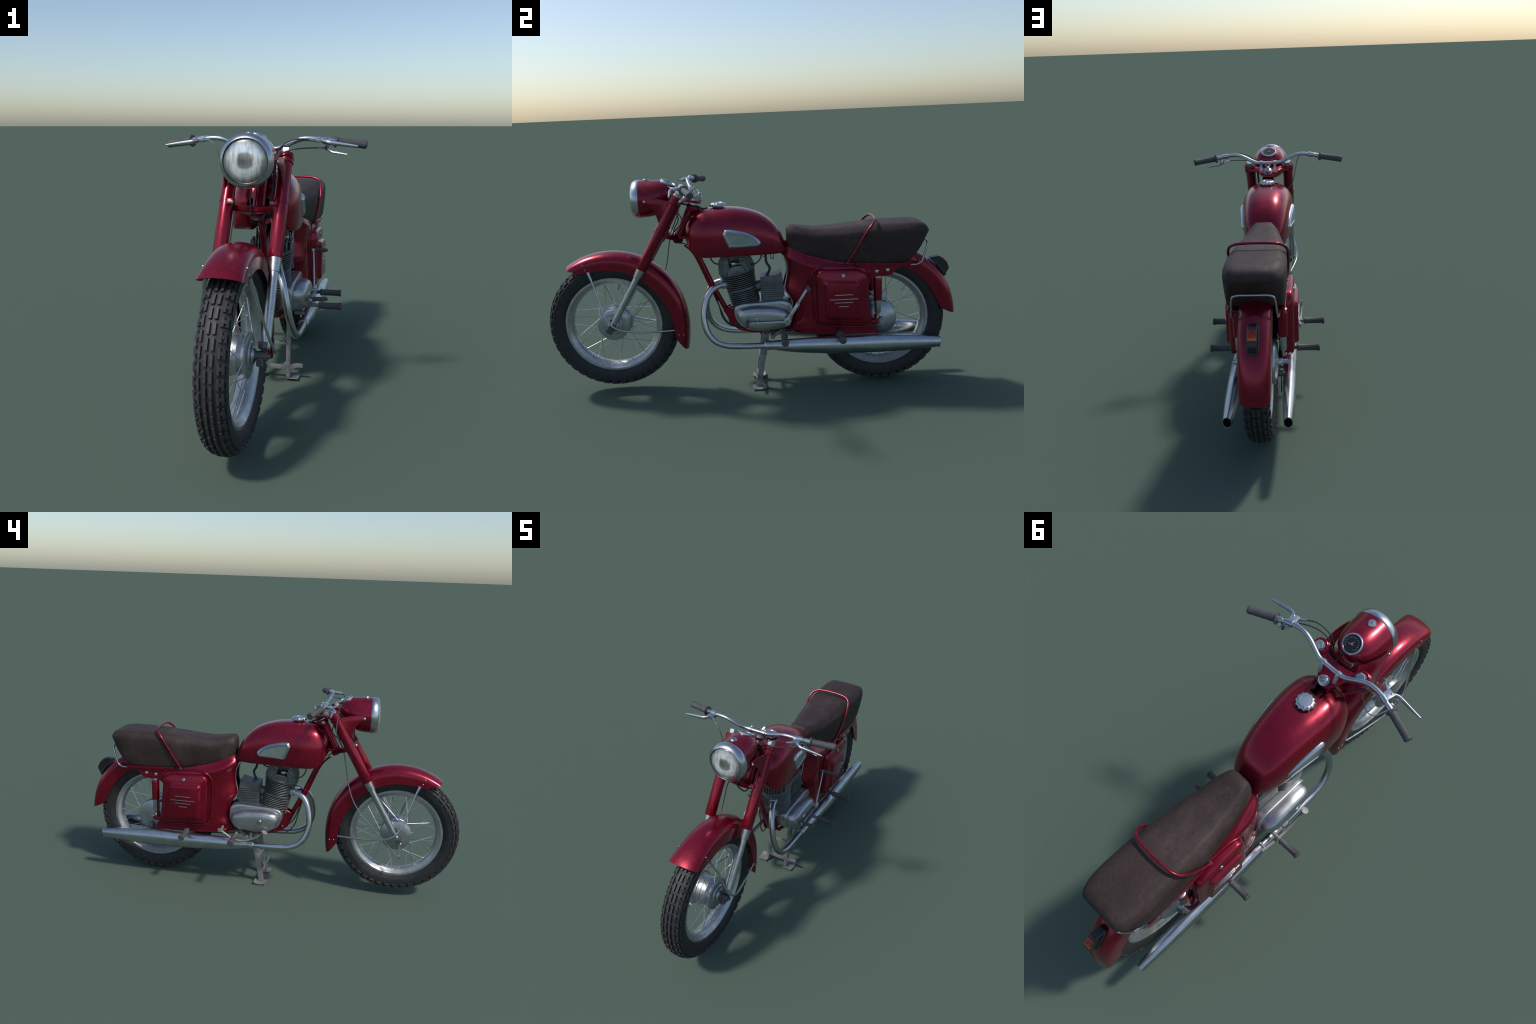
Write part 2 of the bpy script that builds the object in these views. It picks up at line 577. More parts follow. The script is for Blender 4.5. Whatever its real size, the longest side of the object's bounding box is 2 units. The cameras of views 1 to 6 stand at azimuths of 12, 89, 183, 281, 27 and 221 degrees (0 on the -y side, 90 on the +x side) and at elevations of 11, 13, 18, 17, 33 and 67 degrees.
make("chain_adjuster", *join_geo([cyl_geo(RA + V((-.066, .012, -.046)), RA + V((-.088, .012, -.046)), .014, 20, .012, .001),
                                  cyl_geo(RA + V((-.086, .012, -.046)), RA + V((-.096, .012, -.046)), .007, 6),
                                  beam_geo(RA + V((-.08, .012, -.05)), RA + V((-.078, .005, -.135)), .005, .012)]), DARKMETAL, RW, 30)

# ------------------------------------------------------------------ mudguards
def mudguard(ax, a0, a1, nseg, Rf, wf, df, endround):
    """arched shell: Rf(a) crown radius, wf(a) half width, df(a) side depth; solid thin sheet"""
    outer, inner = [], []
    th = .0025
    M = 22
    for i in range(nseg + 1):
        t = i / nseg
        ro, ri = [], []
        for j in range(M + 1):
            ph = -1 + 2 * j / M
            # crown superellipse then straight skirt
            k = abs(ph)
            s = 1 if ph >= 0 else -1
            # the sheet ends are rounded off towards the skirts
            e0, e1 = endround
            b0, b1 = a0 + radians(e0) * k ** 4, a1 - radians(e1) * k ** 4
            a = b0 + (b1 - b0) * t
            R, w, d = Rf(a), wf(a), df(a)
            er = V((0, cos(a), sin(a)))
            cr = min(w * .75, d * .55)
            if k < .72:
                th_ = (k / .72) * pi / 2
                x = w * (sin(th_) ** (.92))
                dr = cr * (1 - cos(th_) ** .85) if cos(th_) > 0 else cr
            else:
                x = w * (1 + .02 * (k - .72) / .28)
                dr = cr + (d - cr) * (k - .72) / .28
            ro.append(ax + V((x * s, 0, 0)) + er * (R - dr))
            ri.append(ax + V((max(0, x - th) * s, 0, 0)) + er * (R - dr - (th if k < .72 else th * .3)))
        rings_line = ro + ri[::-1]
        outer.append(rings_line)
    return rings_geo(outer)

# front: angle measured from +y (rear) ccw to up
FR = pchip([(-24, .388), (-10, .373), (10, .365), (60, .363), (110, .362), (127, .362)])
FWd = pchip([(-24, .060), (0, .064), (60, .066), (110, .069), (127, .073)])
FD = pchip([(-24, .056), (-14, .066), (-4, .072), (10, .078), (40, .090), (70, .086), (95, .081), (105, .077), (114, .066), (120, .056), (127, .044)])
FM = make("mudguard", *mudguard(FA, radians(-22), radians(124.3), 72, lambda a: FR(math.degrees(a)), lambda a: FWd(math.degrees(a)), lambda a: FD(math.degrees(a)), (8, 9)), RED, BIKE, 50)
RR_ = pchip([(-1, .375), (30, .376), (60, .374), (100, .370), (130, .367)])
RWd = pchip([(-1, .058), (20, .061), (60, .062), (130, .062)])
RD = pchip([(-1, .050), (4, .064), (10, .078), (18, .086), (30, .092), (60, .092), (130, .090)])
RM = make("mudguard", *mudguard(RA, radians(2.0), radians(130), 60, lambda a: RR_(math.degrees(a)), lambda a: RWd(math.degrees(a)), lambda a: RD(math.degrees(a)), (6, 0)), RED, BIKE, 50)
for s in (1, -1):
    for (y, z) in ((-.799, .664), (-.789, .640), (-.343, .292), (-.366, .293)):
        d = (V((0, y, z)) - FA)
        bolt((s * (.0685 if y < -.6 else .0645), y, z), (s, 0, .15), .0035, FM, STEEL, "rivet", .003, 10, True)
    # stay rods
    pts = [(.067, -.776, .628), (.083, -.752, .565), (.104, -.722, .47), (.118, -.702, .410), (.125, -.672, .372), (.120, -.630, .347),
           (.104, -.56, .330), (.086, -.47, .322), (.066, -.385, .318)]
    tube("stay_rod", [(x * s, y, z) for x, y, z in pts], lambda t: .0048 + .004 * sstep(.12, 0, t), STEEL, FM, 10, 6)

# ------------------------------------------------------------------ fork
FORK = empty("fork", BIKE)
F0, F1 = V((.097, -.3195, .975)), V((.097, -.671, .372))
fd = (F1 - F0).normalized()
def fp(z, s=1, off=0.0):
    t = (z - F0.z) / (F1.z - F0.z)
    p = F0.lerp(F1, t)
    return V((p.x * s, p.y, p.z))
Lz = lambda z: (fp(z) - fp(.975)).length
for s in (1, -1):
    c = fp(.975, s)
    L1 = Lz(.638)
    Lc = Lz(.816)
    rev("fork_tube", [(0, .0275), (.002, .030), (.020, .030), (.022, .0275), (.028, .0275), (.030, .0300), (.036, .0300), (.040, .0262), (.045, .0252),
                      (Lc - .010, .0252), (Lc - .009, .0272), (Lc + .008, .0272), (Lc + .009, .0256), (L1 - .002, .0256), (L1, .0245)], c, fd, RED, FORK, 28, 30)
    rev("fork_slider", [(L1 - .002, .0232), (L1 + .042, .0200), (L1 + .048, .0192), (L1 + .049, .0166), (Lz(.385), .0162), (Lz(.372), .0150)], c, fd, STEEL, FORK, 24, 30)
    # dropout block at the axle
    make("dropout_clamp", *join_geo([box_geo((.089 * s, -.668, .382), (.030, .030, .022), Matrix.Rotation(radians(-30), 4, 'X'), .003),
                                     box_geo((.084 * s, -.694, .333), (.022, .026, .024), Matrix.Rotation(radians(-30), 4, 'X'), .003)]), DARKMETAL, FORK, 30)
    bolt((.086 * s, -.707, .338), (0, -1, .1), .007, FORK, DARKMETAL)
    bolt((.084 * s, -.684, .388), (-.2 * s, -1, 0), .006, FORK, DARKMETAL)
    # top nut
    make("fork_nut", *join_geo([rev_geo([(0, .020), (.007, .020)], c, -fd, 24), rev_geo([(.007, .0195), (.019, .0195), (.021, .017)], c, -fd, 6)]), STEEL, FORK, 30)
    # headlight ear
    ear = round_poly([(-.486, .959, .008), (-.474, .971, .010), (-.445, .972, .02), (-.400, .968, .02), (-.340, .950, .0), (-.385, .855, .0), (-.412, .842, .012), (-.420, .880, .02), (-.442, .925, .02), (-.468, .945, .008)], 4)
    def earx(y, z):
        d = sstep(-.49, -.38, y)
        return .0935 + .0075 * sin(d * pi * .5) + .004 * d
    g = slab_geo(ear, [(-.002, 0), (.0015, 0), (.0025, .002)], earx)
    make("headlight_bracket", *mirror(g, s), RED, FORK, 40)
    bolt((.0965 * s, -.475, .957), (s, -.1, 0), .0075, FORK, STEEL, "bolt", .006, 12, True)
    # clamp lug and bolt
    make("clamp_lug", *box_geo((.078 * s, -.437, .816), (.022, .016, .020), Matrix.Rotation(radians(-28), 4, 'X'), .002), RED, FORK, 30)
    bolt((.071 * s, -.444, .816), (0, -.9, -.3), .0075, FORK, STEEL)

# yokes
lo = round_poly([(-.088, -.412, .01), (-.05, -.420, .03), (0, -.424, .03), (.05, -.420, .03), (.088, -.412, .01), (.088, -.388, .01), (.03, -.335, .02), (-.03, -.335, .02), (-.088, -.388, .01)], 4)
def plate_geo(outline, zf, th, ins=.002):
    rings = []
    for dz, i in ((-th / 2, ins), (-th / 2 + ins, 0), (th / 2 - ins, 0), (th / 2, ins)):
        o = inset2(outline, i) if i else outline
        rings.append([V((p.x, p.y, zf(p.x, p.y) + dz)) for p in o])
    return rings_geo(rings)
make("fork_yoke", *plate_geo(lo, lambda x, y: .795 + (y + .41) * -.30 - .010 * (1 - (x / .09) ** 2), .022), RED, FORK, 40)
up = round_poly([(-.118, -.335, .02), (-.095, -.352, .02), (-.06, -.325, .02), (0, -.315, .03), (.06, -.325, .02), (.095, -.352, .02), (.118, -.335, .02), (.110, -.296, .02), (.06, -.290, .02), (.026, -.222, .012), (-.026, -.222, .012), (-.06, -.290, .02), (-.110, -.296, .02)], 4)
make("fork_yoke", *plate_geo(up, lambda x, y: .957 + (y + .32) * -.26, .012), RED, FORK, 40)
SD = (V((0, -.240, .950)) - V((0, -.345, .748))).normalized()
rev("steering_nut", [(0, .021), (.012, .021), (.013, .0185), (.026, .0185), (.028, .015), (.029, .008), (.036, .009), (.042, .006), (.043, .001)], (0, -.240, .942), SD, STEEL, FORK, 12, 30)
make("steering_wing", *join_geo([beam_geo((0, -.228, .975), (.010, -.215, .990), .010, .004, .001), beam_geo((0, -.228, .975), (-.012, -.236, .990), .010, .004, .001)]), CHROME, FORK)

# ------------------------------------------------------------------ frame
FRAME = empty("frame", BIKE)
n0 = V((0, -.352, .745))
rev("head_tube", [(0, .020), (.003, .0265), (.022, .0265), (.024, .0235), (.176, .0235), (.178, .0265), (.196, .0265), (.199, .022)], n0, SD, RED, FRAME, 28, 30)
make("frame_tube", *join_geo([tube_geo([(0, -.312, .79), (0, -.283, .735), (0, -.256, .68), (0, -.190, .520), (0, -.129, .388), (0, -.108, .345), (0, -.072, .305), (0, -.03, .292), (0, .10, .288), (0, .25, .288)], .0128, 14, 6)]), RED, FRAME)
# pressed rib running in front of the down tube
rib = []
for p in catmull([(0, -.312, .730), (0, -.292, .713), (0, -.266, .680), (0, -.198, .515), (0, -.164, .440)], 6):
    rib.append([p + V((-.007, 0, 0)), p + V((-.007, -.009, -.004)), p + V((.007, -.009, -.004)), p + V((.007, 0, 0))])
make("cable_channel", *rings_geo(rib), RED, FRAME, 30)
for s in (1, -1):
    g = slab_geo(round_poly([(-.146, .396, .004), (-.100, .420, .01), (-.072, .424, .008), (-.060, .33, .01), (-.045, .292, .01), (-.075, .292, .015), (-.118, .330, .01), (-.124, .362, .006)], 3), [(.018, 0), (.024, 0), (.026, .002)])
    make("engine_mount", *mirror(g, s), RED, FRAME, 30)
    bolt((.026 * s, -.097, .405), (s, 0, 0), .009, FRAME, DARKMETAL)
    bolt((.026 * s, -.085, .325), (s, 0, 0), .007, FRAME, DARKMETAL)
    # tank bracket on the head tube
    g = slab_geo(round_poly([(-.290, .916, .008), (-.262, .923, .008), (-.228, .909, .004), (-.228, .900, .004), (-.262, .892, .008), (-.288, .894, .01)], 3), [(.022, 0), (.026, 0), (.027, .001)])
    make("tank_bracket", *mirror(g, s), RED, FRAME, 30)
    bolt((.027 * s, -.270, .908), (s, 0, 0), .011, FRAME, RED if s > 0 else STEEL, "bolt", .005, 16, True)
    # lower rails, swing arm
    tube("frame_rail", [(.035 * s, -.06, .300), (.042 * s, .0, .290), (.045 * s, .12, .288), (.048 * s, .25, .285)], .0095, RED, FRAME)
    tube("swing_arm", [(.075 * s, .22, .300), (.078 * s, .40, .312), (.080 * s, .62, .322)], .013, RED, FRAME)
    g = slab_geo(round_poly([(.590, .362, .006), (.612, .362, .006), (.612, .325, .006), (.585, .310, .006)], 3), [(.084, 0), (.090, 0), (.091, .001)])
    make("shock_bracket", *mirror(g, s), RED, FRAME, 30)
    bolt((.0995 * s, .602, .347), (s, 0, 0), .007, FRAME, STEEL, "bolt", .006)
tube("backbone", [(0, -.27, .865), (0, -.18, .845), (0, 0, .79), (0, .18, .70), (0, .30, .64)], .022, RED, FRAME)
make("tank_stay", *join_geo([beam_geo((0, -.335, .767), (0, -.285, .768), .05, .012, .003)]), RED, FRAME)

# ------------------------------------------------------------------ handlebar
HB = tube("handlebar", [(-.285, -.265, 1.018), (-.255, -.274, 1.022), (-.215, -.288, 1.028), (-.175, -.294, 1.031), (-.145, -.294, 1.028), (-.115, -.289, 1.017), (-.085, -.280, 1.003), (-.058, -.272, .994), (-.03, -.270, .992),
                          (.03, -.270, .992), (.058, -.272, .994), (.085, -.280, 1.003), (.115, -.289, 1.017), (.145, -.294, 1.028), (.175, -.294, 1.031), (.215, -.288, 1.028), (.255, -.274, 1.022), (.285, -.265, 1.018)], .0092, CHROME, BIKE, 16, 6)
for s in (1, -1):
    g0, g1 = V((.262 * s, -.2725, 1.0205)), V((.373 * s, -.2345, 1.0085))
    gd = g1 - g0
    Lg = gd.length
    rev("grip", [(0, .010), (.001, .0215), (.0045, .0225), (.0075, .0205), (.011, .0155), (.016, .0150), (Lg - .014, .0150), (Lg - .010, .0162), (Lg - .004, .0162), (Lg, .013), (Lg + .001, .004)], g0, gd, GRIP, HB, 24, 40)
    # lever perch: clamp ring on the bar plus pivot block
    make("lever_perch", *join_geo([cyl_geo((.205 * s, -.2905, 1.029), (.232 * s, -.2830, 1.026), .0125, 18, None, .001),
                                   beam_geo((.214 * s, -.290, 1.026), (.222 * s, -.326, 1.023), .032, .013, .002),
                                   cyl_geo((.205 * s, -.322, 1.0235), (.181 * s, -.339, 1.025), .0055, 10, .004),
                                   cyl_geo((.243 * s, -.279, 1.0245), (.262 * s, -.273, 1.021), .0115, 16)]), CHROME, HB, 30)
    bolt((.226 * s, -.317, 1.030), (0, 0, 1), .0045, HB, STEEL, "bolt", .003, 10, True)
    # lever blade
    path = catmull([(.226 * s, -.320, 1.022), (.246 * s, -.332, 1.018), (.270 * s, -.332, 1.015), (.310 * s, -.329, 1.010), (.349 * s, -.327, 1.005)], 6)
    rings = []
    for i, p in enumerate(path):
        t = i / (len(path) - 1)
        w = .0085 - .0045 * t; h = .0085 + .0020 * sin(t * pi) - .004 * t
        rings.append([p + V((0, w * cos(a), h * sin(a))) for a in [2 * pi * k / 10 for k in range(10)]])
    make("lever", *rings_geo(rings), CHROME, HB, 50)
    # bar clamp
    make("bar_clamp", *join_geo([cyl_geo((.0275 * s, -.270, .992), (.0425 * s, -.270, .992), .0125, 18, None, .001),
                                 beam_geo((.035 * s, -.262, .985), (.034 * s, -.250, .955), .013, .013, .002)]), STEEL, HB, 30)
    bolt((.035 * s, -.255, .998), (0, .5, .8), .006, HB, STEEL)
# small choke lever under the bar
make("choke_lever", *join_geo([cyl_geo((.238, -.276, 1.012), (.236, -.268, .990), .009, 14, .007, .001), cyl_geo((.228, -.270, .998), (.206, -.322, .999), .005, 10, .003),
                               tube_geo([(.236, -.268, .996), (.255, -.276, .984), (.28, -.284, .980), (.310, -.288, .975)], lambda t: .0085 - .0025 * t, 8, 6, True, .6)]), STEEL, HB, 40)

# ------------------------------------------------------------------ headlight
def hl_rings(tab, n=40):
    return [[V((hw * sin(2 * pi * k / n), y, zc + hh * cos(2 * pi * k / n))) for k in range(n)] for y, zc, hw, hh in tab]
prof = pchip([(-.512, .960, .0885, .0885), (-.480, .960, .0885, .0875), (-.445, .963, .0865, .0845), (-.410, .973, .0790, .0720),
              (-.380, .981, .0665, .0560), (-.360, .985, .0500, .0400), (-.348, .987, .0300, .0240), (-.343, .988, .004, .003)])
ys = [-.512 + .169 * (1 - (1 - i / 26) ** 1.5) for i in range(27)]
HL = make("headlight", *rings_geo(hl_rings([[y] + prof(y) for y in ys])), RED, BIKE, 50)
hc = (0, -.512, .960)
rev("headlight_ring", [(-.006, .0890), (-.004, .0912), (.004, .0912), (.014, .0900), (.023, .0862), (.029, .0810), (.031, .0775), (.028, .0758), (.020, .0760)], hc, (0, -1, 0), CHROME, HL, 44, 50)
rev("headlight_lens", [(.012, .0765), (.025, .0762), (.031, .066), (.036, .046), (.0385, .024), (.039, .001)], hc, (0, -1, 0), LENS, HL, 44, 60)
# speedometer
sn = V((0, .46, .89)).normalized()
sc = V((0, -.374, 1.0275))
SP = rev("speedometer", [(-.030, .034), (-.006, .036), (.000, .0390), (.006, .0388), (.009, .0360), (.0092, .0330), (.004, .0302)], sc, sn, CHROME, HL, 36, 40)
rev("dial", [(.002, .0305), (.0055, .0302), (.0056, .001)], sc, sn, DIAL, HL, 36, 30)
d, u, w = frame_of(sn)
parts = []
for i in range(13):
    a = radians(-130 + 260 * i / 12)
    dirv = u * sin(a) - w * cos(a) * -1
    c = sc + d * .0060
    er = (u * sin(a) + w * -cos(a))
    parts.append(cyl_geo(c + er * .0235, c + er * .0235 + d * .0008, .0018, 8))
    if i < 12:
        a2 = a + radians(10.8)
        e2 = (u * sin(a2) + w * -cos(a2))
        parts.append(cyl_geo(c + e2 * .0268, c + e2 * .0268 + d * .0008, .0009, 6))
make("dial_mark", *join_geo(parts), MARK, HL, 0)["kind"] = "stuff"
c = sc + d * .0068
make("needle", *join_geo([beam_geo(c - (u * .6 - w * .3) * .010, c + (u * .75 - w * -.25) * .020, .0022, .0008, 0, d.cross(u)), cyl_geo(c, c + d * .0012, .004, 12),
                          beam_geo(c, c + (u * -.2 - w * .9) * .014, .0016, .0008, 0, u)]), MARK, HL, 0)
make("ignition_lock", *join_geo([rev_geo([(-.004, .0155), (.004, .0155), (.008, .0125), (.0085, .001)], (0, -.475, 1.046), (0, .06, 1), 24)]), CHROME, HL, 35)
make("key_slot", *box_geo((0, -.474, 1.0546), (.003, .013, .001)), BLACK, HL, 0)

# ------------------------------------------------------------------ fuel tank
tank_f = pchip([(-.302, .050, .816, .784), (-.298, .070, .832, .759), (-.289, .088, .852, .735), (-.274, .104, .873, .708), (-.255, .1155, .888, .693), (-.235, .1225, .897, .687),
                (-.200, .1285, .902, .684), (-.160, .1300, .904, .684), (-.100, .1260, .904, .684), (-.040, .1190, .898, .684), (0, .1135, .889, .683), (.050, .1060, .871, .682), (.100, .0950, .839, .681),
                (.135, .0830, .802, .681), (.155, .0710, .765, .681), (.170, .0560, .722, .680), (.178, .040, .700, .682)])
def tank_sec(y, n=20):
    W, T, B = tank_f(y)
    zc = B + .30 * (T - B)
    pts = []
    groove = .060 * sstep(-.192, -.212, y)
    gw = .024
    def topz(x):
        q = min(1.0, x / W)
        return zc + (T - zc) * max(0.0, 1 - q ** 2.9) ** (1 / 2.5)
    for x in (0, gw * .5, gw * .92):
        pts.append((x, topz(x) - groove))
    a_max = pi / 2 * .999
    lo_a, hi_a = 0.0, pi / 2
    for _ in range(30):                      # angle at which the curve leaves the groove
        md = (lo_a + hi_a) / 2
        if W * abs(cos(md)) ** (2 / 2.9) > gw * 1.05: lo_a = md
        else: hi_a = md
    for i in range(n + 1):
        a = lo_a * (1 - i / n)
        x = W * abs(cos(a)) ** (2 / 2.9)
        pts.append((x, topz(x) if i < n else zc))
    k = .014 * min(1, W / .1)
    hgt = zc - B
    pts += [(W * .998, zc - hgt * .4), (W * .985, B + k * .7), (W * .965, B + k * .2), (W * .93, B)]
    tw = min(.043, W * .5)
    pts += [(tw + .004, B), (tw, B + .004), (tw, B + min(.06, (T - B) * .4)), (0, B + min(.06, (T - B) * .4))]
    return pts
ys = [-.302, -.301, -.2995, -.297, -.294, -.290, -.285, -.278, -.270, -.260, -.249, -.236, -.22, -.212, -.206, -.200, -.192] + [-.18 + i * .02 for i in range(14)] + \
     [.098, .112, .124, .134, .143, .151, .158, .164, .169, .173, .176, .178]
rings = []
for y in ys:
    h = tank_sec(y)
    rings.append([V((x, y, z)) for x, z in h] + [V((-x, y, z)) for x, z in h[-2:0:-1]])
TANK = make("fuel_tank", *rings_geo(rings), RED, BIKE, 40)
def tank_x(y, z):
    W, T, B = tank_f(y)
    zc = B + .30 * (T - B)
    if z <= zc: return W
    q = min(1, (z - zc) / (T - zc))
    return W * (1 - q ** 2.5) ** (1 / 2.9)
emb = round_poly([(-.122, .792, .008), (-.112, .815, .010), (-.082, .814, .02), (-.010, .797, .03), (.036, .770, .02), (.057, .744, .010), (.055, .727, .008), (.042, .7225, .006), (-.094, .7235, .010)], 4)
for s in (1, -1):
    cy = sum(p.x for p in emb) / len(emb); cz = sum(p.y for p in emb) / len(emb)
    def tx(y, z): 
        return tank_x(y, .72 + (z - .72) * .88)
    rr = []
    for x, ins in ((-.012, -.001), (.000, 0), (.003, .001), (.0085, .0095), (.0095, .0110), (.0090, .0125), (.0060, .0140), (.0058, .0160)):
        o = inset2(emb, ins) if ins else emb
        rr.append([V(((x + tx(p.x, p.y)) * s, p.x, p.y)) for p in o])
    vs, fs = rings_geo(rr, True, True, False)
    EM = make("emblem", vs, fs, CHROME, TANK, 40)
    o = inset2(emb, .0155)
    make("emblem_plate", *rings_geo([[V(((x + tx(p.x, p.y)) * s, p.x, p.y)) for p in o] for x in (.000, .0062)]), EMBLEM, TANK, 40)
# filler cap
rev("filler_neck", [(-.012, .026), (.006, .026), (.010, .024)], (0, -.143, .900), (0, 0, 1), RED, TANK, 28, 30)
prof = []
N = 72
def cap_ring(z, r, amp): return [V((r * (1 + amp * (.5 + .5 * cos(12 * 2 * pi * k / N))) * cos(2 * pi * k / N), -.143 + r * (1 + amp * (.5 + .5 * cos(12 * 2 * pi * k / N))) * sin(2 * pi * k / N), z)) for k in range(N)]
make("filler_cap", *rings_geo([cap_ring(.908, .028, 0), cap_ring(.910, .0335, .14), cap_ring(.916, .0345, .14), cap_ring(.922, .033, .10), cap_ring(.926, .028, .02), cap_ring(.926, .022, 0), cap_ring(.9245, .0205, 0), cap_ring(.925, .012, 0)]), CHROME, TANK, 40)

# ------------------------------------------------------------------ seat
seat_f = pchip([  # y, half width top, half width max, top z, bottom z
    (.179, .030, .042, .786, .700), (.188, .036, .054, .801, .692), (.210, .042, .064, .802, .684), (.255, .052, .076, .794, .672), (.310, .062, .087, .786, .652),
    (.400, .074, .102, .788, .632), (.500, .084, .112, .795, .621), (.600, .092, .118, .801, .614), (.690, .096, .121, .803, .612), (.727, .097, .121, .803, .616), (.760, .097, .119, .803, .630),
    (.788, .095, .116, .802, .655), (.813, .091, .110, .800, .690), (.832, .084, .101, .794, .722), (.846, .076, .090, .781, .745), (.853, .068, .081, .768, .755)])
rings = []
ys = [.179, .182, .186, .192, .200, .212, .228, .248] + [.27 + i * .024 for i in range(21)] + [.764, .776, .788, .800, .811, .821, .830, .837, .843, .847, .850, .853]
for y in ys:
    wt, wm, T, B = seat_f(y)
    H = T - B
    e = min(1, H / .1)
    half = [(0, T), (wt * .4, T), (wt * .8, T - .0008), (wt * .96, T - .003 * e), (wt + (wm - wt) * .22, T - .009 * e), (wt + (wm - wt) * .78, T - .024 * e), (wm * .985, T - .033 * e), (wm, T - .045 * e),
            (wm * .992, T - .45 * H), (wm * .965, T - .70 * H), (wm * .925, B + .08 * H), (wm * .90, B + .025 * H), (wm * .85, B), (wm * .4, B), (0, B)]
    rings.append([V((x, y, z)) for x, z in half] + [V((-x, y, z)) for x, z in half[-2:0:-1]])
SEAT = make("seat", *rings_geo(rings), LEATHER, BIKE, 50)
# strap-shaped red grab rod
st = [(.106, .462, .625), (.115, .492, .675), (.120, .530, .740), (.119, .560, .784), (.108, .582, .808), (.085, .594, .821), (.045, .599, .826), (0, .600, .827)]
full = st + [(-x, y, z) for x, y, z in st[-2::-1]]
STR = tube("grab_rod", full, .0058, RED, SEAT, 12, 6)
for s in (1, -1):
    rev("rod_ferrule", [(0, .0085), (.006, .0085), (.007, .006)], (.106 * s, .460, .620), (.15 * s, .45, .85), DARKMETAL, SEAT, 14, 30)
ch = [(.088, .760, .600), (.087, .795, .599), (.085, .818, .612), (.083, .830, .640), (.080, .843, .680), (.074, .848, .698), (.058, .850, .705), (.02, .851, .706)]
tube("grab_handle", ch + [(-x, y, z) for x, y, z in ch[::-1]], .0046, CHROME, SEAT, 10, 6)

# ------------------------------------------------------------------ side panels (body)
pf = pchip([(.0, .190), (.04, .180), (.12, .186), (.22, .202), (.36, .196), (.42, .185), (.50, .165), (.60, .172), (.70, .180), (.80, .178), (.90, .160), (1.0, .140)])
pr = pchip([(0, .612), (.06, .598), (.14, .580), (.25, .568), (.5, .563), (.75, .560), (.85, .565), (1.0, .575)])
ptop = pchip([(.12, .712), (.179, .706), (.232, .684), (.295, .660), (.39, .638), (.549, .622), (.62, .618)])
def panel_x(u_, v, y, z):
    base = .104
    front = .056 + .014 * sstep(.35, .0, v) - .004 * sstep(.7, 1, v)
    x = front + (base - front) * (1 - (1 - min(1, u_ / .26)) ** 2.6)
    # concave waist below the shoulder, roll-in at the top edge
    x -= .006 * math.exp(-((v - .62) / .16) ** 2) * sstep(.5, .1, u_)
    x -= (.016 + .026 * sstep(.55, .1, u_)) * sstep(.88, 1.0, v)
    x += .006 * math.exp(-((v - .90) / .06) ** 2) * sstep(.9, .3, u_)
    x -= .004 * sstep(.1, 0, v)
    return x
def panel_pt(u_, v):
    yf, yr = pf(v), pr(v)
    y = yf + (yr - yf) * u_
    zb = .284 - .016 * sstep(0, .6, u_)
    z = zb + v * (ptop(y) - zb)
    return y, z
PANELS = []
